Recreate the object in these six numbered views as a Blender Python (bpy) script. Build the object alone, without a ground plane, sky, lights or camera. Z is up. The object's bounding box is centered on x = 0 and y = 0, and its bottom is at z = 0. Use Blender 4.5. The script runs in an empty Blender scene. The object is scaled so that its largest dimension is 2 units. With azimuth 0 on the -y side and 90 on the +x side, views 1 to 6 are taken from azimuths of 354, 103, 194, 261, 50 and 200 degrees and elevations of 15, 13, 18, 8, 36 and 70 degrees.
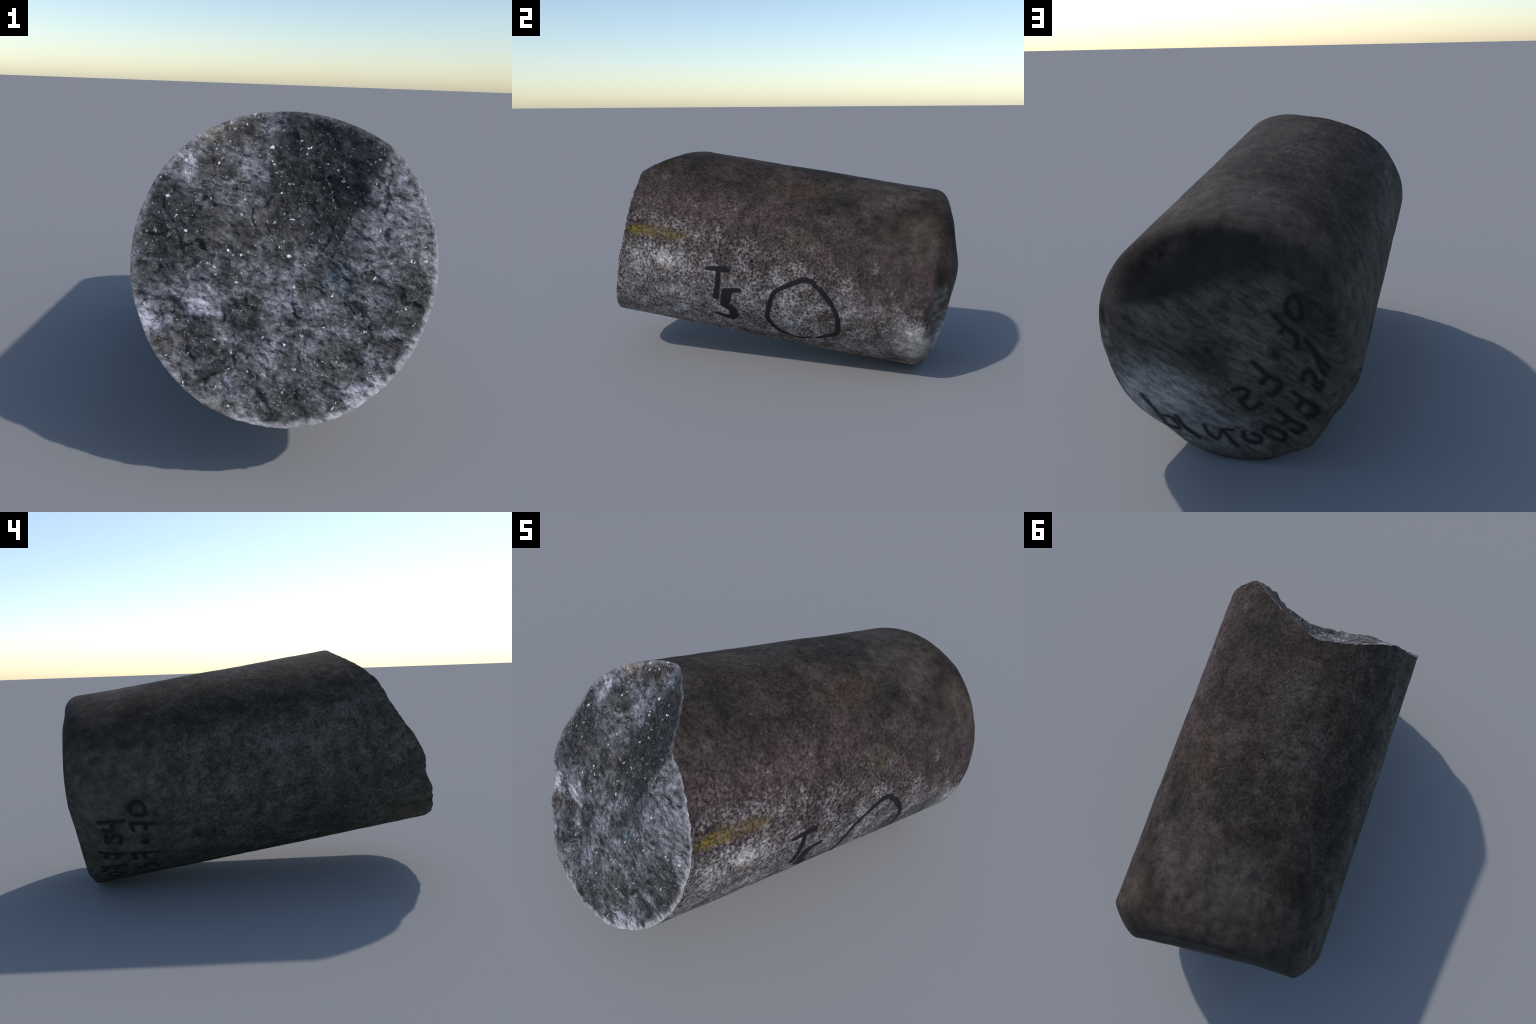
"""Rock drill core: a tilted stone cylinder with one broken end, one rounded end,
marker writing on its flank.  Everything is modelled in the frame of the core:
local x = across, local y = along the core (towards the rounded end), local z = up."""
import bpy, math
import numpy as np
from mathutils import Matrix, Vector, noise

rng = np.random.default_rng(7)

# ------------------------------------------------------------------ frame of the core
CENTRE = Vector((0.0036, 0.0, 0.6256))
BACK = Vector((0.0055, 0.9904, -0.1381)).normalized()       # towards the rounded end
ACROSS = (Vector((1, 0, 0)) - BACK * BACK.x).normalized()
UP = ACROSS.cross(BACK).normalized()
FRAME = Matrix((ACROSS, BACK, UP)).transposed().to_4x4()
FRAME.translation = CENTRE

RADIUS, TAPER = 0.5115, 0.0062
AROUND, FRACTURE_RINGS, SIDE_ROWS, END_ROWS = 720, 120, 230, 84


def fbm(p, scale, octaves=4, gain=0.5, shift=0.0):
    v, a, q = 0.0, 1.0, Vector(p) * scale + Vector((shift, 2 * shift, 3 * shift))
    for _ in range(octaves):
        v += a * noise.noise(q)
        q, a = q * 2.03, a * gain
    return v


def periodic(table, deg):
    """smooth periodic interpolation through (angle, value) control points"""
    a = np.array([t[0] for t in table], float)
    v = np.array([t[1] for t in table], float)
    order = np.argsort(a)
    a, v = a[order], v[order]
    aa = np.concatenate([a - 360, a, a + 360])
    vv = np.concatenate([v, v, v])
    return np.interp(deg, aa, vv)


# ------------------------------------------------------------------ side wall
def wall_radius(theta, y):
    c, s = math.cos(theta), math.sin(theta)
    p = (c * 0.5, y, s * 0.5)
    r = RADIUS + 0.0012 - TAPER * y + 0.0022 * max(0.0, math.cos(theta + math.radians(68))) ** 4 * min(1.0, max(0.0, (0.95 - y) / 0.5))
    r += 0.0025 * max(0.0, math.cos(theta - math.radians(160))) ** 6
    r -= 0.0055 * max(0.0, -s) ** 6 * min(1.0, max(0.0, (y - 0.45) / 0.35))     # worn where it rests
    r += 0.0026 * fbm(p, 3.2, 2, shift=4.0) + 0.0011 * fbm(p, 22.0, 3, shift=9.0)
    return r


# ------------------------------------------------------------------ broken face: s = distance along the core
RIM = [(-170.5, .850), (-161, .845), (-155, .866), (-149.5, .894), (-138, .908), (-124, .934), (-107, .938),
       (-90, .928), (-68, .905), (-45, .858), (-24, .822), (-12, .803), (0, .792), (11, .781), (22, .780), (31, .782),
       (42, .779), (49.5, .782), (52, .766), (55, .748), (60, .714), (70, .648), (79, .602), (86, .566), (95, .530), (104, .548),
       (112, .570), (121, .604), (130, .653), (138, .686), (145, .703), (157, .722), (168, .765), (176, .803)]
INNER = [(-.009, .023, .806), (.013, .295, .668), (-.145, .276, .668), (-.314, .268, .707), (-.298, .312, .677),
         (-.289, -.04, .839), (.253, .262, .809), (.322, .38, .789), (.401, .254, .800), (.334, .286, .801),
         (.348, .115, .827), (.253, -.143, .848), (.331, -.159, .837), (.359, -.236, .844), (.054, -.12, .852),
         (.129, -.053, .822), (-.055, .185, .728), (-.26, -.108, .843), (-.081, -.267, .880), (-.400, -.239, .862),
         (.215, .170, .804), (.21, -.01, .846), (0, -.36, .902), (.184, -.121, .838), (.06, .20, .722), (.13, .34, .688), (.22, .335, .742),
         (.15, .24, .734), (.205, .235, .783), (.285, .325, .798), (-.26, .22, .752), (.43, .08, .812), (.43, -.05, .826), (.28, .02, .838)]
wall = [(RADIUS * math.cos(math.radians(a)), RADIUS * math.sin(math.radians(a)), s) for a, s in RIM]
CP = np.array(wall + INNER)


def kernel(r):
    return r ** 1.15


_d = np.linalg.norm(CP[:, None, :2] - CP[None, :, :2], axis=-1)
_n = len(CP)
_A = np.zeros((_n + 3, _n + 3))
_A[:_n, :_n] = kernel(_d) + 0.004 * np.eye(_n) * -1
_A[:_n, _n], _A[:_n, _n + 1:] = 1, CP[:, :2]
_A[_n, :_n], _A[_n + 1:, :_n] = 1, CP[:, :2].T
_w = np.linalg.solve(_A, np.concatenate([CP[:, 2], np.zeros(3)]))


def fracture(xy):
    d = np.linalg.norm(xy[:, None, :] - CP[None, :, :2], axis=-1)
    return kernel(d) @ _w[:_n] + _w[_n] + xy @ _w[_n + 1:]


def facet(p, size, tilt):
    """cleavage facets: every cell of a Voronoi pattern is a small tilted plane"""
    q = Vector(p) / size
    q += Vector((noise.noise(q * 1.7), 0, noise.noise(q * 1.7 + Vector((9, 0, 0))))) * 0.35
    c = noise.voronoi(q)[1][0]
    g = noise.cell_vector(c * 7.31 + Vector((3, 5, 8)))
    d = q - c
    return tilt * size * ((g.x - .5) * d.x + (g.z - .5) * d.z + 0.05 * (g.y - .5))


def broken_relief(x, z):
    """stepped, torn relief of the fracture"""
    p = (x * 1.3 + z * 0.6, 0.3, z * 1.3 - x * 0.5)
    ridge = 1 - abs(fbm(p, 6.0, 3, shift=2.0)) * 2
    v = 0.006 * fbm(p, 6.5, 4, 0.55, shift=1.0) + 0.006 * (ridge - 0.55)
    calm = min(1.0, max(0.25, (0.52 - math.hypot(x, z)) / 0.07))
    v += calm * (facet((x, .2, z), 0.110, 0.27) + facet((x, .7, z), 0.055, 0.13))
    v *= 0.45 + 0.55 * calm
    v += 0.0034 * fbm((x, 0, z), 24.0, 3, 0.6, shift=6.0) + 0.0016 * fbm((x, 0, z), 62.0, 2, 0.6, shift=5.0)
    return v


# ------------------------------------------------------------------ rounded end: two facets meeting in a ridge
END = np.array([(.35, .18, .993), (.38, .043, .982), (.38, -.148, .976), (.25, -.35, .948), (0, -.47, .929), (0, -.2, .946),
                (.2, -.15, .961), (.15, .05, .966), (0, 0, .946), (-.3, -.14, .926), (-.44, -.14, .921), (-.35, -.34, .921),
                (-.2, -.42, .924), (-.44, .04, .930), (-.2, 0, .934), (.2, .18, .971), (.05, .18, .957), (-.1, .18, .939),
                (-.25, .18, .921), (-.44, .20, .914), (.33, .318, .953), (.25, .40, .932), (.1, .36, .922), (0, .46, .892),
                (0, .35, .915), (-.2, .43, .884), (-.12, .33, .916), (-.25, .33, .906), (-.36, .33, .897), (.15, .47, .905), (.45, .2, .985),
                (.46, -.15, .975), (.32, -.38, .952)])
_m = len(END)
_e = np.linalg.norm(END[:, None, :2] - END[None, :, :2], axis=-1)
_B = np.zeros((_m + 3, _m + 3))
_B[:_m, :_m] = kernel(_e)
_B[:_m, _m], _B[:_m, _m + 1:] = 1, END[:, :2]
_B[_m, :_m], _B[_m + 1:, :_m] = 1, END[:, :2].T
_v = np.linalg.solve(_B, np.concatenate([END[:, 2], np.zeros(3)]))


def end_planes(x, z):
    """distance of the worn end along the core: an upper and a lower facet with a ridge between"""
    xy = np.stack([x, z], 1)
    d = np.linalg.norm(xy[:, None, :] - END[None, :, :2], axis=-1)
    b = kernel(d) @ _v[:_m] + _v[_m] + xy @ _v[_m + 1:]
    pit = np.exp(-(((x - .448) / .030) ** 2 + ((z - .115) / .050) ** 2))         # chipped pit on the edge
    return b - 0.020 * pit


# worn edge of the end: how far it reaches in, how far it reaches back along the core, and how round it is
EDGE_IN = [(-10, .15), (28, .14), (60, .07), (90, .05), (125, .05), (145, .05), (160, .07), (175, .095), (-165, .09), (-155, .07),
           (-143, .05), (-130, .020), (-118, .035), (-107, .018), (-84, .035), (-70, .06), (-55, .10), (-43, .10), (-30, .12)]
EDGE_BACK = [(-10, .115), (28, .115), (60, .07), (90, .065), (125, .088), (145, .065), (160, .095), (175, .125), (-165, .130), (-155, .142),
             (-143, .145), (-130, .030), (-118, .05), (-107, .018), (-84, .035), (-70, .06), (-55, .092), (-43, .092), (-30, .09)]
EDGE_ROUND = [(-10, 1.3), (28, 1.3), (60, 1.7), (90, 1.9), (150, 1.8), (170, 1.35), (-155, 1.15), (-143, 1.12), (-130, 1.8),
              (-90, 1.8), (-60, 1.25), (-30, 1.3)]


def end_drop(deg, d):
    rf, hf, p = periodic(EDGE_IN, deg), periodic(EDGE_BACK, deg), periodic(EDGE_ROUND, deg)
    q = np.clip((rf - d) / rf, 0, 1)
    return hf * (1 - (1 - q ** p) ** (1 / p))


# ------------------------------------------------------------------ build the whole skin as one surface
theta = np.arange(AROUND) * math.tau / AROUND - math.pi
deg = np.degrees(theta)
cos, sin = np.cos(theta), np.sin(theta)
rows = []            # each row: (AROUND, 3)

# rim of the broken face, chipped a little
rim_r = np.array([wall_radius(t, -0.8) for t in theta])
rim_s = fracture(np.stack([rim_r * cos, rim_r * sin], 1))
fr_rows = []
for i in range(1, FRACTURE_RINGS + 1):
    f = i / FRACTURE_RINGS
    x, z = rim_r * cos * f, rim_r * sin * f
    s = fracture(np.stack([x, z], 1)) + np.array([broken_relief(a, b) for a, b in zip(x, z)])
    edge = np.clip((f - 0.985) / 0.015, 0, 1)
    s = s + 0.006 - 0.005 * edge ** 2 - 0.005 * (1 - edge)
    fr_rows.append(np.stack([x, -s, z], 1))
y_rim = fr_rows[-1][:, 1]

edge_b = np.zeros(AROUND)
end_r = np.array([wall_radius(t, 0.85) for t in theta])
edge_b = end_planes(end_r * cos, end_r * sin) - np.array([periodic(EDGE_BACK, d) for d in deg])
side_rows = []
for i in range(1, SIDE_ROWS + 1):
    f = i / SIDE_ROWS
    y = y_rim + (edge_b - y_rim) * f
    r = np.array([wall_radius(t, v) for t, v in zip(theta, y)])
    blend = np.clip((f - 0.9) / 0.1, 0, 1)
    r = r * (1 - blend) + end_r * blend
    start = np.clip(1 - f / 0.03, 0, 1)
    r = r * (1 - start) + (rim_r) * start
    side_rows.append(np.stack([r * cos, y, r * sin], 1))
end_rows = []
rf = np.array([periodic(EDGE_IN, d) for d in deg])
curl = 26
for i in range(1, END_ROWS):
    if i <= curl:
        d = rf * (i / curl) ** 2
    else:
        d = rf + (end_r - rf) * (i - curl) / (END_ROWS - curl)
    r = end_r - d
    x, z = r * cos, r * sin
    b = end_planes(x, z) - np.array([end_drop(a, q) for a, q in zip(deg, d)])
    b += np.array([0.0022 * fbm((p, 3.0, q), 6.0, 2) for p, q in zip(x, z)]) * np.clip(d / 0.05, 0, 1)
    end_rows.append(np.stack([x, b, z], 1))

front_pole = np.array([[0, -(fracture(np.zeros((1, 2)))[0] + broken_relief(0, 0)), 0]])
back_pole = np.array([[0, float(end_planes(np.zeros(1), np.zeros(1))[0]), 0]])
verts = np.concatenate([front_pole] + fr_rows + side_rows + end_rows + [back_pole])
# stand it on z = 0 exactly
world_z = verts @ np.array([ACROSS.z, BACK.z, UP.z]) + CENTRE.z
lowest = float(world_z.min())
CENTRE.z -= lowest
FRAME.translation = CENTRE

total_rows = len(fr_rows) + len(side_rows) + len(end_rows)
col = np.arange(AROUND)
nxt = (col + 1) % AROUND


def ring(i):
    return 1 + i * AROUND


faces_front = [(0, ring(0) + int(c), ring(0) + int(n)) for c, n in zip(col, nxt)]
faces_by_row = []
for i in range(total_rows - 1):
    a, b = ring(i), ring(i + 1)
    faces_by_row.append(np.stack([a + col, b + col, b + nxt, a + nxt], 1))
last, pole = ring(total_rows - 1), len(verts) - 1
faces_back = [(int(last + c), pole, int(last + n)) for c, n in zip(col, nxt)]
nf, ns = len(fr_rows), len(side_rows)
region = {
    "broken_face": faces_front + [tuple(map(int, q)) for r in faces_by_row[:nf - 1] for q in r],
    "drilled_side": [tuple(map(int, q)) for r in faces_by_row[nf - 1:nf + ns - 1] for q in r],
    "rounded_end": [tuple(map(int, q)) for r in faces_by_row[nf + ns - 1:] for q in r] + faces_back,
}
whole = bpy.data.meshes.new("whole")
whole.from_pydata(verts.tolist(), [], [f for v in region.values() for f in v])
whole.update()
normals = np.empty(len(verts) * 3, np.float32)
whole.vertex_normals.foreach_get("vector", normals)
normals = normals.reshape(-1, 3)
centre_out = (normals * (verts - np.array([0, 0.05, 0]))).sum(1).mean()
flip = centre_out < 0
bpy.data.meshes.remove(whole)
if flip:
    normals = -normals
    region = {k: [tuple(reversed(f)) for f in v] for k, v in region.items()}

# ------------------------------------------------------------------ node helpers
class Nodes:
    def __init__(self, name):
        self.mat = bpy.data.materials.new(name)
        self.mat.use_nodes = True
        self.t = self.mat.node_tree
        self.bsdf = self.t.nodes["Principled BSDF"]
        self.coord = self.t.nodes.new("ShaderNodeTexCoord")
        self.obj = self.coord.outputs["Object"]

    def put(self, socket, value):
        if isinstance(value, bpy.types.NodeSocket):
            self.t.links.new(value, socket)
        elif isinstance(value, (tuple, list)):
            socket.default_value = (*value, 1.0)[:len(socket.default_value)]
        else:
            socket.default_value = value

    def math(self, op, a, b=0.0, c=None, clamp=False):
        n = self.t.nodes.new("ShaderNodeMath")
        n.operation, n.use_clamp = op, clamp
        self.put(n.inputs[0], a)
        self.put(n.inputs[1], b)
        if c is not None:
            self.put(n.inputs[2], c)
        return n.outputs[0]

    def vec(self, op, a, b):
        n = self.t.nodes.new("ShaderNodeVectorMath")
        n.operation = op
        self.put(n.inputs[0], a)
        self.put(n.inputs[1], b)
        return n.outputs["Value"] if op in ("LENGTH", "DISTANCE", "DOT_PRODUCT") else n.outputs["Vector"]

    def noise(self, scale, detail=3.0, rough=0.55, vector=None, stretch=(1, 1, 1), shift=0.0, colour=False, distortion=0.0):
        n = self.t.nodes.new("ShaderNodeTexNoise")
        n.inputs["Scale"].default_value = scale
        n.inputs["Detail"].default_value = detail
        n.inputs["Roughness"].default_value = rough
        n.inputs["Distortion"].default_value = distortion
        v = self.vec("MULTIPLY", vector or self.obj, stretch)
        v = self.vec("ADD", v, (shift, shift * 0.7, -shift))
        self.put(n.inputs["Vector"], v)
        return n.outputs["Color" if colour else "Fac"]

    def voronoi(self, scale, feature="F1", vector=None, stretch=(1, 1, 1), out="Distance"):
        n = self.t.nodes.new("ShaderNodeTexVoronoi")
        n.feature = feature
        n.inputs["Scale"].default_value = scale
        self.put(n.inputs["Vector"], self.vec("MULTIPLY", vector or self.obj, stretch))
        return n.outputs[out]

    def remap(self, v, a, b, lo=0.0, hi=1.0, smooth=True):
        n = self.t.nodes.new("ShaderNodeMapRange")
        n.interpolation_type = "SMOOTHSTEP" if smooth else "LINEAR"
        for i, x in enumerate((v, a, b, lo, hi)):
            self.put(n.inputs[i], x)
        return n.outputs[0]

    def mix(self, f, a, b, mode="MIX"):
        n = self.t.nodes.new("ShaderNodeMix")
        n.data_type, n.blend_type = "RGBA", mode
        self.put(n.inputs[0], f)
        self.put(n.inputs[6], a)
        self.put(n.inputs[7], b)
        return n.outputs[2]

    def scale(self, c, f):
        n = self.t.nodes.new("ShaderNodeVectorMath")
        n.operation = "SCALE"
        self.put(n.inputs[0], c)
        self.put(n.inputs[3], f)
        return n.outputs[0]

    def warped(self, amount, scale=5.0, shift=0.0):
        n = self.noise(scale, 4.0, 0.6, colour=True, shift=shift)
        return self.vec("ADD", self.obj, self.scale(self.vec("SUBTRACT", n, (0.5, 0.5, 0.5)), amount))

    def blob(self, p, centre, size, hard=0.2):
        """soft ragged patch around a point of the core"""
        inv = tuple(1.0 / s for s in size)
        d = self.vec("LENGTH", self.vec("MULTIPLY", self.vec("SUBTRACT", p, centre), inv), (0, 0, 0))
        return self.remap(d, 1.0, hard)

    def patches(self, p, colour, items):
        """lay patches (mask centre, size, colour, strength) over a colour"""
        for centre, size, tint, strength in items:
            m = self.math("MULTIPLY", self.blob(p, centre, size), strength)
            colour = self.mix(m, colour, tint)
        return colour

    def bump(self, height, strength, distance):
        n = self.t.nodes.new("ShaderNodeBump")
        n.inputs["Strength"].default_value = strength
        n.inputs["Distance"].default_value = distance
        self.put(n.inputs["Height"], height)
        return n.outputs[0]


def on_side(angle, y):
    a = math.radians(angle)
    return (RADIUS * math.cos(a), y, RADIUS * math.sin(a))


# ------------------------------------------------------------------ the drilled, weathered flank
def flank_colour(n):
    P = n.warped(0.20, 4.5)
    P2 = n.warped(0.05, 14.0, 3.0)
    xyz = n.t.nodes.new("ShaderNodeSeparateXYZ")
    n.put(xyz.inputs[0], P)
    px, py, pz = xyz.outputs
    along = n.remap(py, -0.6, 0.75)                      # 0 at the break, 1 at the rounded end
    cloud = n.noise(5.0, 5.0, 0.6, shift=1.3)
    cloud2 = n.noise(9.0, 4.0, 0.6, shift=7.7)
    # dark brown skin, a little lighter and neutral on the far flank
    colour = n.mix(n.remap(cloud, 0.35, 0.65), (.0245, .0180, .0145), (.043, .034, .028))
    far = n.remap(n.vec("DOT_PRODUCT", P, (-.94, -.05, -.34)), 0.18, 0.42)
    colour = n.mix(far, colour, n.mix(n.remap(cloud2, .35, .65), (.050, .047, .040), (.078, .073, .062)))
    P = P2
    big = n.warped(0.12, 8.0, 5.0)
    g1 = n.noise(72.0, 4.0, 0.66, shift=2.0)
    pale_at = n.math("ADD", n.vec("DOT_PRODUCT", P, (.80, -.09, -.60)), n.math("MULTIPLY", n.math("SUBTRACT", cloud2, 0.5), 0.62))
    mid = n.remap(pale_at, 0.02, 0.34)
    colour = n.mix(n.math("MULTIPLY", mid, .7), colour, (.056, .041, .043))
    colour = n.patches(big, colour, [
        (on_side(30, -.36), (.20, .30, .16), (.072, .048, .052), .65),     # purplish stains
        (on_side(40, .05), (.20, .22, .16), (.050, .034, .034), .7),
        (on_side(26, -.70), (.12, .12, .22), (.064, .043, .043), .65),
        (on_side(-10, .50), (.16, .25, .14), (.120, .098, .098), .5),
        (on_side(22, .18), (.14, .16, .10), (.062, .054, .036), .6),      # olive
        (on_side(60, .12), (.16, .20, .12), (.040, .027, .017), .6),
        (on_side(96, -.38), (.13, .14, .12), (.046, .031, .022), .7),
        (on_side(66, -.50), (.14, .16, .12), (.018, .016, .0145), .7),
        (on_side(52, .38), (.18, .20, .14), (.020, .018, .016), .6),
        (on_side(95, -.28), (.12, .26, .12), (.056, .047, .038), .7),
        (on_side(66, .58), (.22, .24, .16), (.060, .049, .041), .7),      # browner towards the rounded end
        (on_side(100, .62), (.24, .26, .16), (.058, .050, .044), .7),
        (on_side(108, -.05), (.16, .30, .12), (.048, .042, .037), .6),
        (on_side(84, .26), (.18, .16, .16), (.022, .021, .018), .7),
        (on_side(35, .78), (.20, .14, .22), (.062, .053, .040), .7),
        (on_side(30, .38), (.16, .14, .14), (.030, .026, .025), .6),
        (on_side(140, .1), (.16, .70, .12), (.031, .029, .022), .8),      # dark cool band
        (on_side(168, -.20), (.14, .34, .10), (.085, .084, .072), .5),
        (on_side(165, .60), (.16, .20, .14), (.075, .070, .058), .6),
        (on_side(-150, -.40), (.22, .34, .24), (.045, .040, .035), .6),
        (on_side(-20, -.44), (.2, .16, .14), (.115, .100, .092), .5),
        (on_side(-52, -.64), (.13, .14, .10), (.115, .108, .095), .6),
        (on_side(-26, -.66), (.10, .08, .12), (.100, .095, .085), .6),
    ])
    # pale zone: single grains that grow denser towards the middle of the zone
    grains = n.math("ADD", pale_at, n.math("MULTIPLY", n.math("SUBTRACT", g1, .5), .85))
    pale_mix = n.remap(grains, 0.27, 0.66)
    colour = n.mix(n.math("MULTIPLY", pale_mix, .92), colour, n.mix(n.remap(n.math("ADD", pale_at, n.math("MULTIPLY", n.math("SUBTRACT", cloud, .5), .5)), .14, .54), (.085, .070, .068), (.245, .230, .226)))
    for centre, size, tint, strength in [
        (on_side(-174, -.33), (.10, .10, .06), (.11, .10, .09), .5),
        (on_side(-2, -.53), (.14, .14, .08), (.40, .37, .365), .9),        # palest spots
        (on_side(-38, -.50), (.14, .16, .10), (.28, .275, .295), .8),
        (on_side(-32, .17), (.16, .14, .14), (.27, .265, .29), .6),
        (on_side(-30, .83), (.26, .17, .22), (.36, .345, .335), 1.0), (on_side(-22, .80), (.09, .07, .07), (.46, .44, .43), .5),
        (on_side(-52, .86), (.20, .12, .16), (.25, .235, .21), .6),
        (on_side(-45, .55), (.16, .26, .14), (.26, .255, .27), .6),
    ]:
        m = n.math("MULTIPLY", n.blob(big, centre, size), strength)
        m = n.math("MULTIPLY", m, n.remap(n.math("ADD", m, n.math("MULTIPLY", n.math("SUBTRACT", g1, .5), 1.6)), .05, .60))
        colour = n.mix(m, colour, tint)
    # brownish crust broken over the pale zone
    crust = n.remap(n.noise(11.0, 6.0, 0.68, shift=70.0), .47, .60)
    colour = n.mix(n.math("MULTIPLY", n.math("MULTIPLY", crust, n.remap(pale_at, .15, .5)), .62), colour, (.082, .066, .058))
    plum = n.math("MULTIPLY", n.remap(n.noise(4.0, 4.0, 0.6, shift=80.0), .48, .62), n.remap(px, -.05, .3))
    colour = n.mix(n.math("MULTIPLY", plum, .28), colour, (.066, .044, .046))
    # grain: salt-and-pepper, coarse near the break, smeared near the rounded end
    g2 = n.noise(21.0, 5.0, 0.65, shift=11.0)
    smear = n.noise(15.0, 4.0, 0.6, stretch=(1, .45, 1), shift=4.0)
    crisp = n.math("SUBTRACT", 1.0, n.math("MULTIPLY", n.remap(py, 0.20, 0.80), 0.70))
    crisp = n.math("MULTIPLY", crisp, n.remap(far, 0.0, 1.0, 1.0, 0.95))
    crisp = n.math("MULTIPLY", crisp, n.remap(pale_at, -.15, .35, .85, 1.15))
    g = n.remap(g1, 0.34, 0.66, 0.42, 1.62, smooth=False)
    g = n.math("ADD", 1.0, n.math("MULTIPLY", n.math("SUBTRACT", g, 1.02), crisp))
    g = n.math("MULTIPLY", g, n.remap(g2, 0.3, 0.7, 0.52, 1.48, smooth=False))
    g = n.math("MAXIMUM", n.math("MULTIPLY", g, n.remap(smear, 0.3, 0.7, 0.76, 1.24, smooth=False)), .15)
    colour = n.scale(colour, g)
    # worn corner of the rounded end: dull streaked stone with a dark chipped pit
    near = n.warped(.025, 30.0, 15.0)
    lip = n.blob(near, (.450, .925, .00), (.070, .085, .21), .45)
    streaks = n.noise(22.0, 3.0, .6, stretch=(1, .25, 1.6), shift=90.0)
    colour = n.mix(n.math("MULTIPLY", lip, .75), colour, n.mix(n.remap(streaks, .38, .62), (.055, .048, .039), (.165, .155, .140)))
    colour = n.mix(n.blob(near, (.448, .915, .118), (.066, .075, .080), .3), colour, (.026, .0215, .0130))
    # a few single pale grains
    light = n.math("MULTIPLY", n.remap(n.noise(75.0, 1.0, .5, shift=21.0), .70, .77), .4)
    colour = n.mix(n.math("MULTIPLY", light, crisp), colour, (.20, .185, .17))
    # yellow lichen streak beside the break
    spots = n.remap(n.noise(80.0, 4.0, 0.65, shift=31.0), 0.47, 0.60)
    streak = n.math("MULTIPLY", n.blob(P, on_side(12, -.69), (.09, .105, .036), .45), spots)
    faint = n.math("MULTIPLY", n.blob(P, on_side(12, -.50), (.08, .09, .024), .2), n.math("MULTIPLY", spots, .5))
    halo = n.math("MULTIPLY", n.blob(P, on_side(12.5, -.60), (.10, .26, .050), .4), .55)
    colour = n.mix(halo, colour, n.scale((.11, .075, .038), g))
    colour = n.mix(n.math("MULTIPLY", n.math("MAXIMUM", streak, faint), .9), colour, (.20, .145, .011))
    warm = n.math("MULTIPLY", n.blob(P, on_side(-8, -.52), (.04, .04, .03)), .5)
    colour = n.mix(n.math("MULTIPLY", warm, spots), colour, (.48, .26, .17))
    return colour, g1, g2


def finish(n, colour, height, rough, strength, distance, spec=0.3):
    n.put(n.bsdf.inputs["Base Color"], colour)
    n.put(n.bsdf.inputs["Roughness"], rough)
    n.put(n.bsdf.inputs["Specular IOR Level"], spec)
    n.put(n.bsdf.inputs["Normal"], n.bump(height, strength, distance))
    return n.mat


def flank_material():
    n = Nodes("weathered_stone")
    c, g1, g2 = flank_colour(n)
    return finish(n, c, n.math("ADD", g1, g2), .85, .35, .004, .14)


# ------------------------------------------------------------------ the fresh broken stone
def face_spot(px, py):
    """centre of a patch on the broken face, in units of the core radius (right, up)"""
    return (px * RADIUS, 0.0, py * RADIUS)


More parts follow.
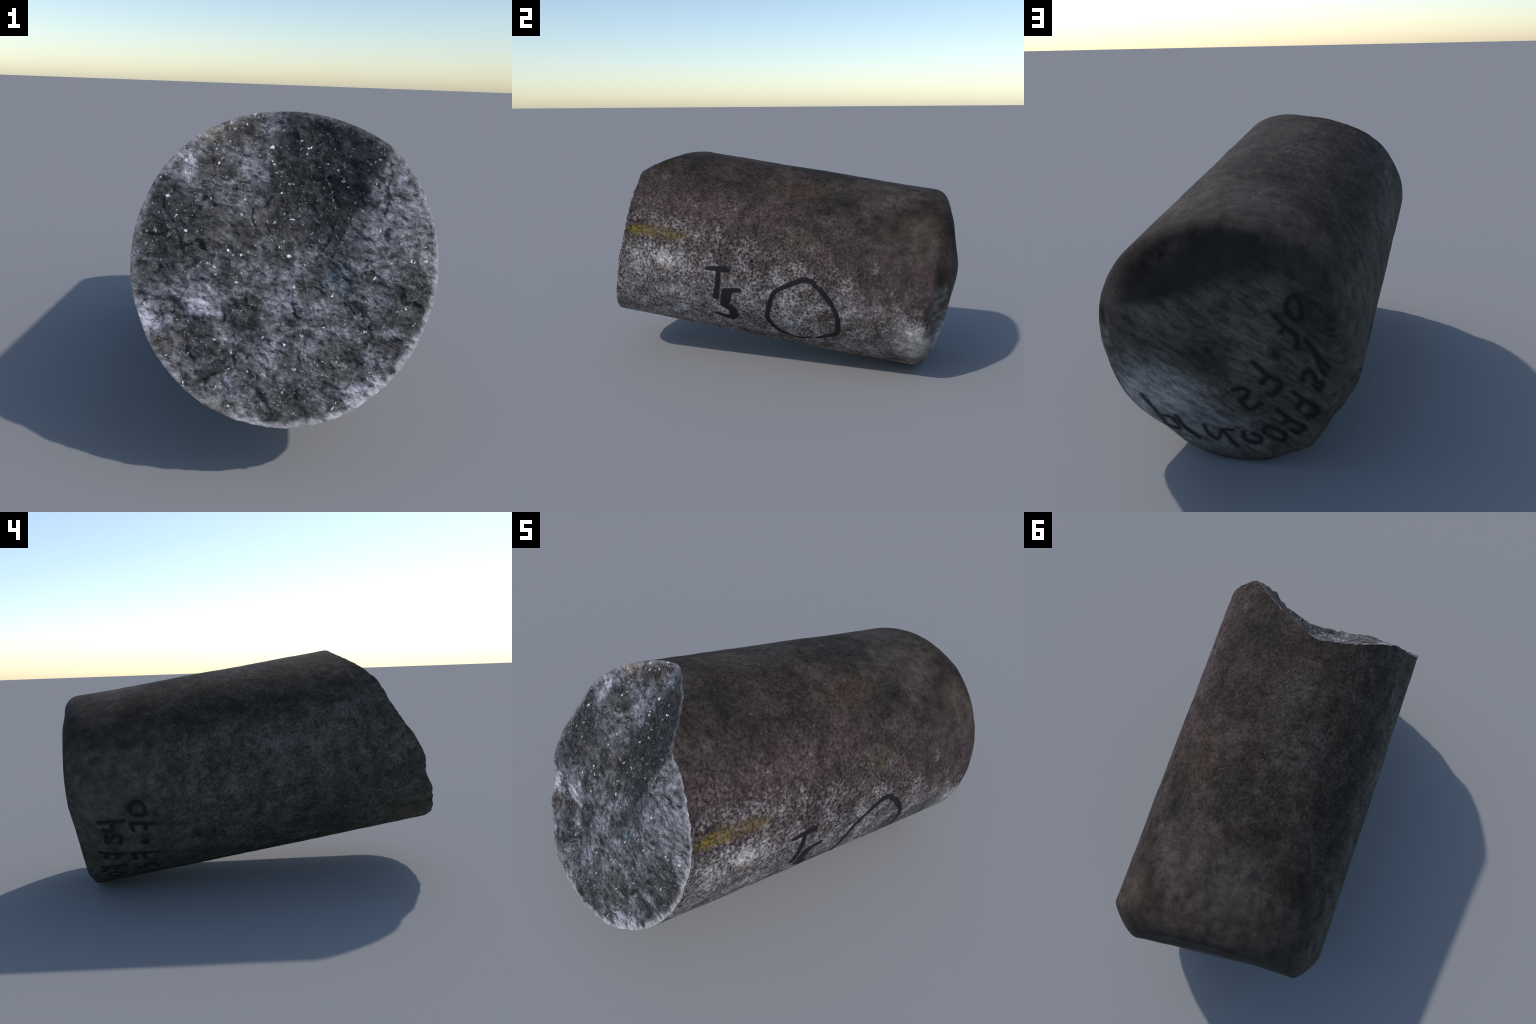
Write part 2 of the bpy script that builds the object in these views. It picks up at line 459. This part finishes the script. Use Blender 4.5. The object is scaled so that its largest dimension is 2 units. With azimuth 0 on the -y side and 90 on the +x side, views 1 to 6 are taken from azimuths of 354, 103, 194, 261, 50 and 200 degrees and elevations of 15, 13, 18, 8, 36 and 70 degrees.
def broken_material():
    n = Nodes("broken_stone")
    flat = n.vec("MULTIPLY", n.warped(0.10, 9.0), (1, 0, 1))
    big = n.noise(6.5, 4.0, 0.62, shift=3.0)
    medium = n.noise(17.0, 4.0, 0.62, stretch=(1, .6, 1.2), shift=8.0, distortion=.6)
    rot = n.t.nodes.new("ShaderNodeVectorRotate")
    rot.rotation_type = "Y_AXIS"
    n.put(rot.inputs["Vector"], n.obj)
    rot.inputs["Angle"].default_value = math.radians(-24)
    fine = n.noise(46.0, 4.0, 0.64, vector=rot.outputs[0], stretch=(.72, .8, 1.25), shift=13.0, distortion=.4)
    finest = n.noise(120.0, 2.0, 0.6, vector=rot.outputs[0], stretch=(.7, .9, 1.2), shift=17.0)
    tone = n.math("ADD", n.math("MULTIPLY", big, .50), n.math("MULTIPLY", medium, .50))
    base = n.mix(n.remap(tone, .38, .62), (.046, .045, .046), (.112, .110, .123))
    D, L, B = (.024, .0235, .0230), (.235, .232, .260), (.105, .135, .160)
    R = RADIUS
    s = lambda a, b: (a * R, 4.0, b * R)
    items = [
        (face_spot(.27, .66), s(.44, .32), D, .90), (face_spot(.40, .40), s(.30, .26), D, .80), (face_spot(.12, .36), s(.34, .22), D, .6),
        (face_spot(.56, .68), s(.24, .18), (.017, .016, .016), .9), (face_spot(-.02, .48), s(.22, .18), D, .7),
        (face_spot(-.76, .24), s(.30, .30), D, .85), (face_spot(-.84, -.02), s(.16, .16), D, .7), (face_spot(-.45, .18), s(.30, .20), (.036, .034, .032), .7),
        (face_spot(-.30, -.33), s(.14, .16), D, .85), (face_spot(-.02, -.98), s(.22, .24), D, .75),
        (face_spot(.82, -.25), s(.18, .24), (.036, .037, .034), .75), (face_spot(.32, -.60), s(.24, .18), (.044, .047, .041), .75),
        (face_spot(-.10, .18), s(.30, .28), (.042, .039, .037), .7), (face_spot(-.50, .62), s(.16, .16), (.034, .030, .027), .6),
        (face_spot(-.20, .88), s(.30, .10), (.046, .039, .034), .7), (face_spot(-.84, -.50), s(.20, .08), (.048, .036, .033), .8),
        (face_spot(-.67, .62), s(.13, .14), L, .75), (face_spot(-.22, .62), s(.20, .16), (.155, .153, .175), .65),
        (face_spot(-.08, .90), s(.14, .10), (.155, .153, .175), .6), (face_spot(-.52, -.24), s(.20, .18), L, .85),
        (face_spot(-.88, -.34), s(.13, .16), L, .85), (face_spot(.60, .20), s(.17, .14), (.20, .198, .226), .75),
        (face_spot(.75, .42), s(.22, .28), (.165, .163, .185), .65), (face_spot(.55, -.84), s(.40, .16), L, .75),
        (face_spot(-.13, -.57), s(.13, .14), (.20, .198, .226), .8), (face_spot(.32, -.13), s(.16, .16), B, .6),
        (face_spot(.10, -.28), s(.24, .12), (.165, .16, .182), .6), (face_spot(-.52, .84), s(.16, .09), (.165, .135, .115), .7),
        (face_spot(-.45, -.90), s(.3, .10), (.17, .16, .145), .6), (face_spot(.95, .05), s(.12, .3), (.20, .19, .21), .5),
    ]
    colour = base
    for centre, size, tint, strength in items:
        dark = max(tint) < .05
        m = n.math("MULTIPLY", n.blob(flat, centre, size, .55 if dark else .25), strength)
        colour = n.mix(m, colour, tint)
    # dark wall of the notch, cut off by the ridge beside it
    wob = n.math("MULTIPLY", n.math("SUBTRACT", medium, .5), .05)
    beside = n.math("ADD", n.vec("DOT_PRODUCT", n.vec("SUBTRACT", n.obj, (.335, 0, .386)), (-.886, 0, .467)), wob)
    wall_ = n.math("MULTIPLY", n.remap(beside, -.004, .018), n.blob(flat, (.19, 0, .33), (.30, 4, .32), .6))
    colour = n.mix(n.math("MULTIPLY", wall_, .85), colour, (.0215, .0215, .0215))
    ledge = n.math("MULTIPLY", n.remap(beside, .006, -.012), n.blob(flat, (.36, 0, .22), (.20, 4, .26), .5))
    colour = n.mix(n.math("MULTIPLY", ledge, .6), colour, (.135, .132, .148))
    g = n.math("MULTIPLY", n.remap(fine, .34, .66, .15, 2.0, smooth=False), n.remap(finest, .3, .7, .72, 1.28, smooth=False))
    g = n.math("MULTIPLY", g, n.remap(medium, .32, .68, .5, 1.5, smooth=False))
    colour = n.scale(colour, g)
    # pale bruised line where the break meets the drilled skin
    sep = n.t.nodes.new("ShaderNodeSeparateXYZ")
    n.put(sep.inputs[0], n.obj)
    r = n.math("SQRT", n.math("ADD", n.math("POWER", sep.outputs[0], 2.0), n.math("POWER", sep.outputs[2], 2.0)))
    rim = n.remap(n.math("ADD", r, n.math("MULTIPLY", n.math("SUBTRACT", medium, .5), .05)), .493, .516)
    where = n.remap(n.vec("DOT_PRODUCT", n.obj, (.72, 0, -.62)), .06, .28, .22, .75)
    colour = n.mix(n.math("MULTIPLY", rim, where), colour, n.scale((.44, .42, .43), n.remap(fine, .3, .7, .6, 1.3)))
    # glittering crystal grains: small ones in clusters, a few large
    pick = n.t.nodes.new("ShaderNodeTexVoronoi")
    pick.inputs["Scale"].default_value = 70.0
    n.put(pick.inputs["Vector"], n.vec("MULTIPLY", n.warped(.034, 60.0, 6.0), (1, .8, 1)))
    chance = n.t.nodes.new("ShaderNodeSeparateColor")
    n.put(chance.inputs[0], pick.outputs["Color"])
    cluster = n.remap(n.noise(9.0, 3.0, .6, shift=40.0), .38, .64, .972, .76)
    chosen = n.math("GREATER_THAN", chance.outputs[0], cluster)
    size = n.math("ADD", n.math("MULTIPLY", n.math("POWER", chance.outputs[1], 2.5), .34), .14)
    dot = n.remap(n.math("SUBTRACT", size, pick.outputs["Distance"]), -.04, .12)
    crystal = n.math("MULTIPLY", n.math("MULTIPLY", chosen, dot), n.remap(chance.outputs[2], 0, 1, .35, 1.0, smooth=False))
    colour = n.mix(crystal, colour, (.80, .80, .82))
    dust = n.t.nodes.new("ShaderNodeTexVoronoi")
    dust.inputs["Scale"].default_value = 115.0
    n.put(dust.inputs["Vector"], n.vec("MULTIPLY", n.warped(.030, 70.0, 3.0), (1, .8, 1)))
    tone = n.t.nodes.new("ShaderNodeSeparateColor")
    n.put(tone.inputs[0], dust.outputs["Color"])
    some = n.math("GREATER_THAN", tone.outputs[0], n.remap(n.noise(7.0, 3.0, .6, shift=60.0), .35, .65, .975, .72))
    small = n.math("MULTIPLY", some, n.remap(dust.outputs["Distance"], .42, .18))
    colour = n.mix(n.math("MULTIPLY", small, n.remap(tone.outputs[1], 0, 1, .2, .8, smooth=False)), colour, (.46, .45, .47))
    colour = n.patches(n.warped(.01, 60.0, 6.0), colour, [(face_spot(0, .045), (.011, 4, .008), (1, 1, 1), 1.0)])
    h = n.math("ADD", n.math("MULTIPLY", fine, 1.0), n.math("MULTIPLY", medium, 1.2))
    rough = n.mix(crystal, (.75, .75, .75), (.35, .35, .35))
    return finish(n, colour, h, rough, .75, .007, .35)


# ------------------------------------------------------------------ the rounded end
def end_colour(n):
    flank, g1, g2 = flank_colour(n)
    P = n.warped(0.10, 7.0, 2.0)
    cloud = n.noise(6.0, 4.0, .6, shift=5.0)
    turn = n.t.nodes.new("ShaderNodeVectorRotate")
    turn.rotation_type = "Y_AXIS"
    n.put(turn.inputs["Vector"], n.obj)
    turn.inputs["Angle"].default_value = math.radians(34)
    streak = n.noise(30.0, 4.0, .62, vector=turn.outputs[0], stretch=(.55, 1, 1.5), shift=6.0, distortion=.2)
    colour = n.mix(n.remap(cloud, .35, .65), (.052, .048, .042), (.085, .080, .070))
    pale = n.math("MULTIPLY", n.blob(P, (.30, .95, -.22), (.36, 2, .30), .1), .9)
    colour = n.mix(pale, colour, (.285, .280, .292))
    colour = n.patches(P, colour, [
        ((.10, .95, -.34), (.34, 2, .16), (.150, .148, .155), .7),
        ((.05, .95, .02), (.20, 2, .16), (.034, .034, .031), .85),
        ((.20, .95, .10), (.24, 2, .10), (.070, .067, .058), .6),
        ((-.34, .95, -.02), (.20, 2, .34), (.056, .048, .039), .7),
        ((-.36, .95, .20), (.20, 2, .20), (.022, .020, .017), .8),
        ((-.12, .95, .02), (.14, 2, .12), (.085, .087, .077), .5),
    ])
    grain = n.math("MULTIPLY", n.remap(streak, .32, .68, .45, 1.55, smooth=False), n.remap(g1, .3, .7, .82, 1.18, smooth=False))
    colour = n.scale(colour, grain)
    # smooth dark patch over the upper facet, cut off by the ridge
    xyz = n.t.nodes.new("ShaderNodeSeparateXYZ")
    n.put(xyz.inputs[0], n.warped(.035, 16.0, 9.0))
    ramp = n.math("SUBTRACT", xyz.outputs[2], n.math("MULTIPLY", xyz.outputs[0], -.12))
    ramp = n.math("SUBTRACT", ramp, .235)
    blur = n.remap(xyz.outputs[0], .25, -.25, .035, .15)
    dark_patch = n.math("DIVIDE", ramp, blur, clamp=True)
    inside = n.blob(n.obj, (-.03, .93, .20), (.52, 2, .36), .72)
    dark_patch = n.math("MULTIPLY", dark_patch, n.remap(xyz.outputs[0], .0, -.45, .96, .78))
    colour = n.mix(dark_patch, colour, n.mix(n.remap(cloud, .35, .65), (.0185, .0175, .0150), (.0260, .0240, .0205)))
    # run into the flank at the edge
    r = n.math("SQRT", n.math("ADD", n.math("POWER", xyz.outputs[0], 2.0), n.math("POWER", xyz.outputs[2], 2.0)))
    r = n.math("ADD", r, n.remap(n.math("ADD", xyz.outputs[0], n.math("MULTIPLY", xyz.outputs[2], .6)), .26, .44, 0.0, .075))
    edge = n.remap(n.math("ADD", r, n.math("MULTIPLY", n.math("SUBTRACT", cloud, .5), .05)), .43, .51)
    colour = n.mix(edge, colour, flank)
    return colour, streak, g2


def end_material():
    n = Nodes("worn_stone_end")
    c, a, b = end_colour(n)
    return finish(n, c, n.math("ADD", a, b), .8, .2, .004, .14)


# ------------------------------------------------------------------ marker ink over the stone
def ink_material(name, colour_of, ink, strength, soft):
    n = Nodes(name)
    c, a, b = colour_of(n)
    uv = n.t.nodes.new("ShaderNodeSeparateXYZ")
    n.put(uv.inputs[0], n.coord.outputs["UV"])
    across = n.math("MULTIPLY", uv.outputs[1], .5)          # 0 middle, .5 border
    wob = n.math("MULTIPLY", n.math("SUBTRACT", n.noise(70.0, 3.0, .6, shift=50.0), .5), .22)
    cover = n.math("MULTIPLY", n.remap(n.math("ADD", across, wob), .49, .49 - soft), strength)
    return finish(n, n.mix(cover, c, ink), a, .75, .2, .003, .14)


# ------------------------------------------------------------------ objects
core = bpy.data.objects.new("stone_drill_core", None)
bpy.context.scene.collection.objects.link(core)
core["label"] = "dark speckled stone drill core, tilted, one end broken off"
core["category"] = "rock sample"
core.empty_display_size = 0.2


def add(name, mesh, parent):
    o = bpy.data.objects.new(name, mesh)
    bpy.context.scene.collection.objects.link(o)
    o.parent = parent
    if parent is core:
        o.matrix_basis = FRAME
    return o


materials = {"broken_face": broken_material(), "drilled_side": flank_material(), "rounded_end": end_material()}
parts = {}
for name, faces in region.items():
    used = np.unique(np.concatenate([np.array(f) for f in faces]))
    back = np.full(len(verts), -1)
    back[used] = np.arange(len(used))
    me = bpy.data.meshes.new(name)
    me.from_pydata(verts[used].tolist(), [], [tuple(int(back[i]) for i in f) for f in faces])
    me.polygons.foreach_set("use_smooth", np.ones(len(me.polygons), bool))
    if name != "broken_face":
        nn = normals[used].copy()
        if name == "drilled_side":           # crisp edge against the break
            first = used < ring(nf)
            nn[first, 1] = 0
            nn[first] /= np.linalg.norm(nn[first], axis=1, keepdims=True)
        me.normals_split_custom_set_from_vertices(nn.tolist())
    me.materials.append(materials[name])
    me.update()
    parts[name] = add(name, me, core)

# ------------------------------------------------------------------ handwriting
def smooth_path(points, step=0.004):
    p = np.array(points, float)
    if len(p) > 2:
        closed = np.allclose(p[0], p[-1])
        ext = np.vstack([p[-2] if closed else 2 * p[0] - p[1], p, p[1] if closed else 2 * p[-1] - p[-2]])
        out = []
        for i in range(1, len(ext) - 2):
            a, b, c, d = ext[i - 1:i + 3]
            k = max(2, int(np.linalg.norm(c - b) / step))
            for t in np.arange(k) / k:
                out.append(0.5 * ((2 * b) + (c - a) * t + (2 * a - 5 * b + 4 * c - d) * t * t + (3 * b - a - 3 * c + d) * t ** 3))
        out.append(p[-1])
        return np.array(out)
    k = max(3, int(np.linalg.norm(p[1] - p[0]) / step))
    return p[0] + (p[1] - p[0]) * (np.arange(k + 1) / k)[:, None]


def side_point(q, lift):
    """q = (arc length around, distance along)"""
    t = q[0] / RADIUS
    r, a = wall_radius(t, q[1]) + lift, math.degrees(t)
    rf, hf, p = (float(periodic(table, a)) for table in (EDGE_IN, EDGE_BACK, EDGE_ROUND))
    start = float(end_planes(np.array([r * math.cos(t)]), np.array([r * math.sin(t)]))[0]) - hf
    if q[1] > start:                                  # follow the worn edge of the end
        left = min(1.0, max(0.0, 1 - (q[1] - start) / hf))
        r -= rf * (1 - (1 - (1 - left) ** p) ** (1 / p))
    return (r * math.cos(t), q[1], r * math.sin(t))


def end_point(q, lift):
    d = RADIUS - math.hypot(q[0], q[1])
    a = math.degrees(math.atan2(q[1], q[0]))
    b = float(end_planes(np.array([q[0]]), np.array([q[1]]))[0]) - float(end_drop(a, max(d, .001)))
    b += 0.0022 * fbm((q[0], 3.0, q[1]), 6.0, 2) * min(1, max(0, d / .05))
    return (q[0], b + lift, q[1])


def stroke_mesh(strokes, place, cell=.0026, lift=.0011):
    """a thin film of ink: all pen strokes of one sign run together into one sheet lying on the stone;
    the sheet is mapped (u = along x, v = share of the way from the pen's middle line to its border)"""
    centres, halves = [], []
    for pts, widths in strokes:
        path = smooth_path(pts, .003)
        centres.append(path)
        halves.append(np.interp(np.linspace(0, 1, len(path)), np.linspace(0, 1, len(widths)), widths) / 2)
    centres, halves = np.concatenate(centres), np.concatenate(halves)
    low, high = (centres - halves[:, None]).min(0) - cell, (centres + halves[:, None]).max(0) + cell
    gx, gy = np.arange(low[0], high[0] + cell, cell), np.arange(low[1], high[1] + cell, cell)
    pts = np.stack(np.meshgrid(gx, gy, indexing="ij"), -1).reshape(-1, 2)
    share = np.full(len(pts), 9.0)
    for c, h in zip(centres, halves):
        share = np.minimum(share, np.hypot(pts[:, 0] - c[0], pts[:, 1] - c[1]) / h)
    ny = len(gy)
    inside = share.reshape(len(gx), ny) < 1.06
    cells = np.argwhere(inside[:-1, :-1] & inside[1:, :-1] & inside[1:, 1:] & inside[:-1, 1:])
    quads = np.array([(i * ny + j, (i + 1) * ny + j, (i + 1) * ny + j + 1, i * ny + j + 1) for i, j in cells])
    used, back_ = np.unique(quads, return_inverse=True)
    vs = [place(pts[k], lift - .0017 * min(1.0, share[k]) ** 6) for k in used]
    me = bpy.data.meshes.new("ink")
    me.from_pydata(vs, [], back_.reshape(-1, 4).tolist())
    layer = me.uv_layers.new(name="along_and_across")
    idx = np.empty(len(me.loops), np.int32)
    me.loops.foreach_get("vertex_index", idx)
    uv = np.stack([pts[used][:, 0] - low[0], np.minimum(share[used], 1.0)], 1)
    layer.data.foreach_set("uv", uv[idx].ravel())
    me.polygons.foreach_set("use_smooth", np.ones(len(me.polygons), bool))
    me.update()
    c = np.array(vs).mean(0)
    nrm = np.array([tuple(p.normal) for p in me.polygons]).mean(0)
    out = np.array([c[0], 0, c[2]]) if place is side_point else np.array([0, 1, 0])
    if nrm @ out < 0:
        me.flip_normals()
    return me


def arc(points):
    return [(math.radians(a) * RADIUS, y) for a, y in points]


INK = (.012, .012, .013)
side_ink = ink_material("marker_ink", flank_colour, INK, .97, .16)
faded_ink = ink_material("faded_marker_ink", flank_colour, (.012, .0115, .0105), .88, .34)
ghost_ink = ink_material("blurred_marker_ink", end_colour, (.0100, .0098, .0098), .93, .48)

BOLD = [
    ("letter_t", [([(-3.8, -.294), (-2.9, -.238), (-2.7, -.178)], (.022, .026, .028)),
                  ([(-4.2, -.233), (-12.5, -.230), (-21.8, -.239)], (.024, .024, .036))]),
    ("digit_five", [([(-16.5, -.190), (-15.4, -.152), (-14.4, -.109)], (.030, .030, .026)),
                    ([(-17.6, -.176), (-21.4, -.181), (-26.4, -.190)], (.056, .052, .050)),
                    ([(-27.1, -.195), (-28.9, -.158), (-32.0, -.140), (-37.6, -.148), (-37.9, -.197), (-36.4, -.240)],
                     (.040, .046, .046, .044, .030, .018))]),
    ("drawn_ring", [([(-2.2, .294), (-.1, .271), (.3, .228), (-2.4, .185), (-6.4, .131), (-10.3, .088), (-15.2, .071),
                      (-22.6, .059), (-30.3, .052), (-35.4, .072), (-42.1, .115), (-46.2, .175), (-47.0, .241), (-44.2, .291)],
                     (.028, .028, .027, .024, .023, .024, .026, .026, .026, .026, .026, .022, .018, .014)),
                    ([(-3.9, .321), (-7.7, .356), (-12.5, .393), (-18.0, .421), (-23.1, .435), (-30.5, .439), (-34.5, .429),
                      (-38.6, .379), (-43.3, .328)], (.030, .028, .024, .024, .026, .028, .026, .022, .014))]),
]
FADED = [
    ("digit_zero", [([(-175.2, .644), (-177.6, .621), (-176.9, .590), (-171.9, .573), (-169.6, .590), (-171.0, .632), (-175.2, .644)], (.022,) * 2)]),
    ("digit_seven", [([(-166.0, .654), (-164.5, .593), (-163.3, .540)], (.022, .020)), ([(-165.9, .653), (-161.5, .646)], (.024, .020)),
                     ([(-164.6, .587), (-160.9, .589)], (.022, .020))]),
    ("dot", [([(-152.9, .610), (-152.5, .600)], (.038, .038))]),
    ("digit_three", [([(-145.7, .680), (-144.2, .619), (-142.6, .554)], (.020, .020)), ([(-144.7, .671), (-139.6, .673)], (.024, .020)),
                     ([(-144.1, .623), (-139.8, .622)], (.024, .020))]),
    ("digit_two", [([(-131.1, .678), (-127.1, .648), (-132.0, .629), (-130.6, .589), (-128.3, .585)], (.020, .022))]),
    ("digit_four", [([(-170.1, .799), (-169.3, .741), (-168.3, .682)], (.022, .020)),
                    ([(-165.3, .787), (-164.0, .754), (-168.8, .732)], (.024, .022))]),
    ("digit_five", [([(-161.7, .778), (-156.9, .784), (-160.7, .741), (-158.9, .712), (-155.0, .723)], (.022, .022))]),
    ("digit_three", [([(-149.4, .830), (-148.4, .777), (-147.2, .720)], (.020, .020)), ([(-144.8, .813), (-148.8, .796)], (.024, .020)),
                     ([(-143.9, .759), (-147.6, .749)], (.024, .020))]),
    ("digit_three", [([(-137.8, .836), (-136.9, .777), (-136.2, .725)], (.020, .020)), ([(-134.3, .835), (-137.3, .810)], (.024, .020)),
                     ([(-132.8, .777), (-136.6, .764)], (.024, .020))]),
    ("digit_zero", [([(-127.9, .826), (-129.5, .796), (-125.8, .753), (-123.1, .791), (-127.9, .826)], (.020, .020))]),
]
GHOST = [
    ("digit_zero", [([(-.271, .256), (-.261, .223), (-.278, .187), (-.305, .179), (-.315, .212), (-.301, .248), (-.287, .263), (-.271, .256)], (.024, .024))]),
    ("digit_seven", [([(-.219, .188), (-.256, .148), (-.287, .121), (-.297, .097), (-.290, .068)], (.024, .028, .024)), ([(-.254, .148), (-.239, .128)], (.022, .024))]),
    ("dot", [([(-.213, .040), (-.217, .031)], (.042, .042))]),
    ("digit_three", [([(-.131, -.003), (-.185, -.056), (-.229, -.084), (-.219, -.111), (-.196, -.140), (-.179, -.136)], (.024, .030, .028)), ([(-.185, -.056), (-.157, -.090)], (.024, .028))]),
    ("digit_two", [([(-.046, -.133), (-.082, -.122), (-.102, -.137), (-.086, -.171), (-.068, -.178), (-.103, -.219), (-.145, -.188)], (.024, .026))]),
    ("digit_four", [([(-.325, .104), (-.367, .048), (-.405, .001)], (.024, .026)), ([(-.355, .062), (-.369, .013), (-.388, -.026)], (.022, .026))]),
    ("digit_five", [([(-.309, -.068), (-.315, -.036), (-.336, -.019), (-.351, -.039), (-.362, -.069), (-.379, -.067), (-.365, -.100), (-.349, -.085)], (.024, .030))]),
    ("digit_three", [([(-.273, -.123), (-.305, -.152), (-.354, -.186), (-.344, -.220), (-.323, -.227)], (.024, .028)), ([(-.305, -.152), (-.286, -.187)], (.024, .026))]),
    ("digit_three", [([(-.208, -.216), (-.253, -.251), (-.303, -.280), (-.280, -.310), (-.259, -.301)], (.022, .028)), ([(-.253, -.251), (-.230, -.270)], (.024, .026))]),
    ("digit_zero", [([(-.148, -.312), (-.171, -.298), (-.210, -.312), (-.231, -.333), (-.216, -.358), (-.181, -.349), (-.151, -.329), (-.148, -.312)], (.022, .022))]),
    ("digit_nine", [([(-.066, -.338), (-.071, -.372), (-.102, -.387), (-.129, -.378), (-.131, -.354), (-.106, -.339)], (.024, .022))]),
    ("digit_seven", [([(.020, -.334), (-.012, -.379), (-.036, -.412)], (.022, .024)), ([(.016, -.334), (-.026, -.330)], (.020, .018))]),
    ("digit_nine", [([(.088, -.320), (.073, -.361), (.042, -.384), (.017, -.338)], (.022, .020))]),
    ("digit_one", [([(.196, -.284), (.170, -.336), (.113, -.387)], (.024, .024))]),
    ("digit_zero", [([(.258, -.294), (.237, -.334), (.192, -.347), (.211, -.298), (.257, -.285)], (.020, .020))]),
    ("pen_slash", [([(.320, -.183), (.289, -.238), (.258, -.294)], (.018, .022))]),
]
for name, strokes in BOLD:
    me = stroke_mesh([(arc(p), tuple(1.32 * x for x in w)) for p, w in strokes], side_point)
    me.name = name
    me.materials.append(side_ink)
    add(name, me, parts["drilled_side"])
for name, strokes in FADED:
    me = stroke_mesh([(arc(p), tuple(1.6 * x for x in w)) for p, w in strokes], side_point)
    me.name = name
    me.materials.append(faded_ink)
    add(name, me, parts["drilled_side"])
for name, strokes in GHOST:
    me = stroke_mesh([(p, tuple(1.8 * x for x in w)) for p, w in strokes], end_point)
    me.name = name
    me.materials.append(ghost_ink)
    add(name, me, parts["rounded_end"])
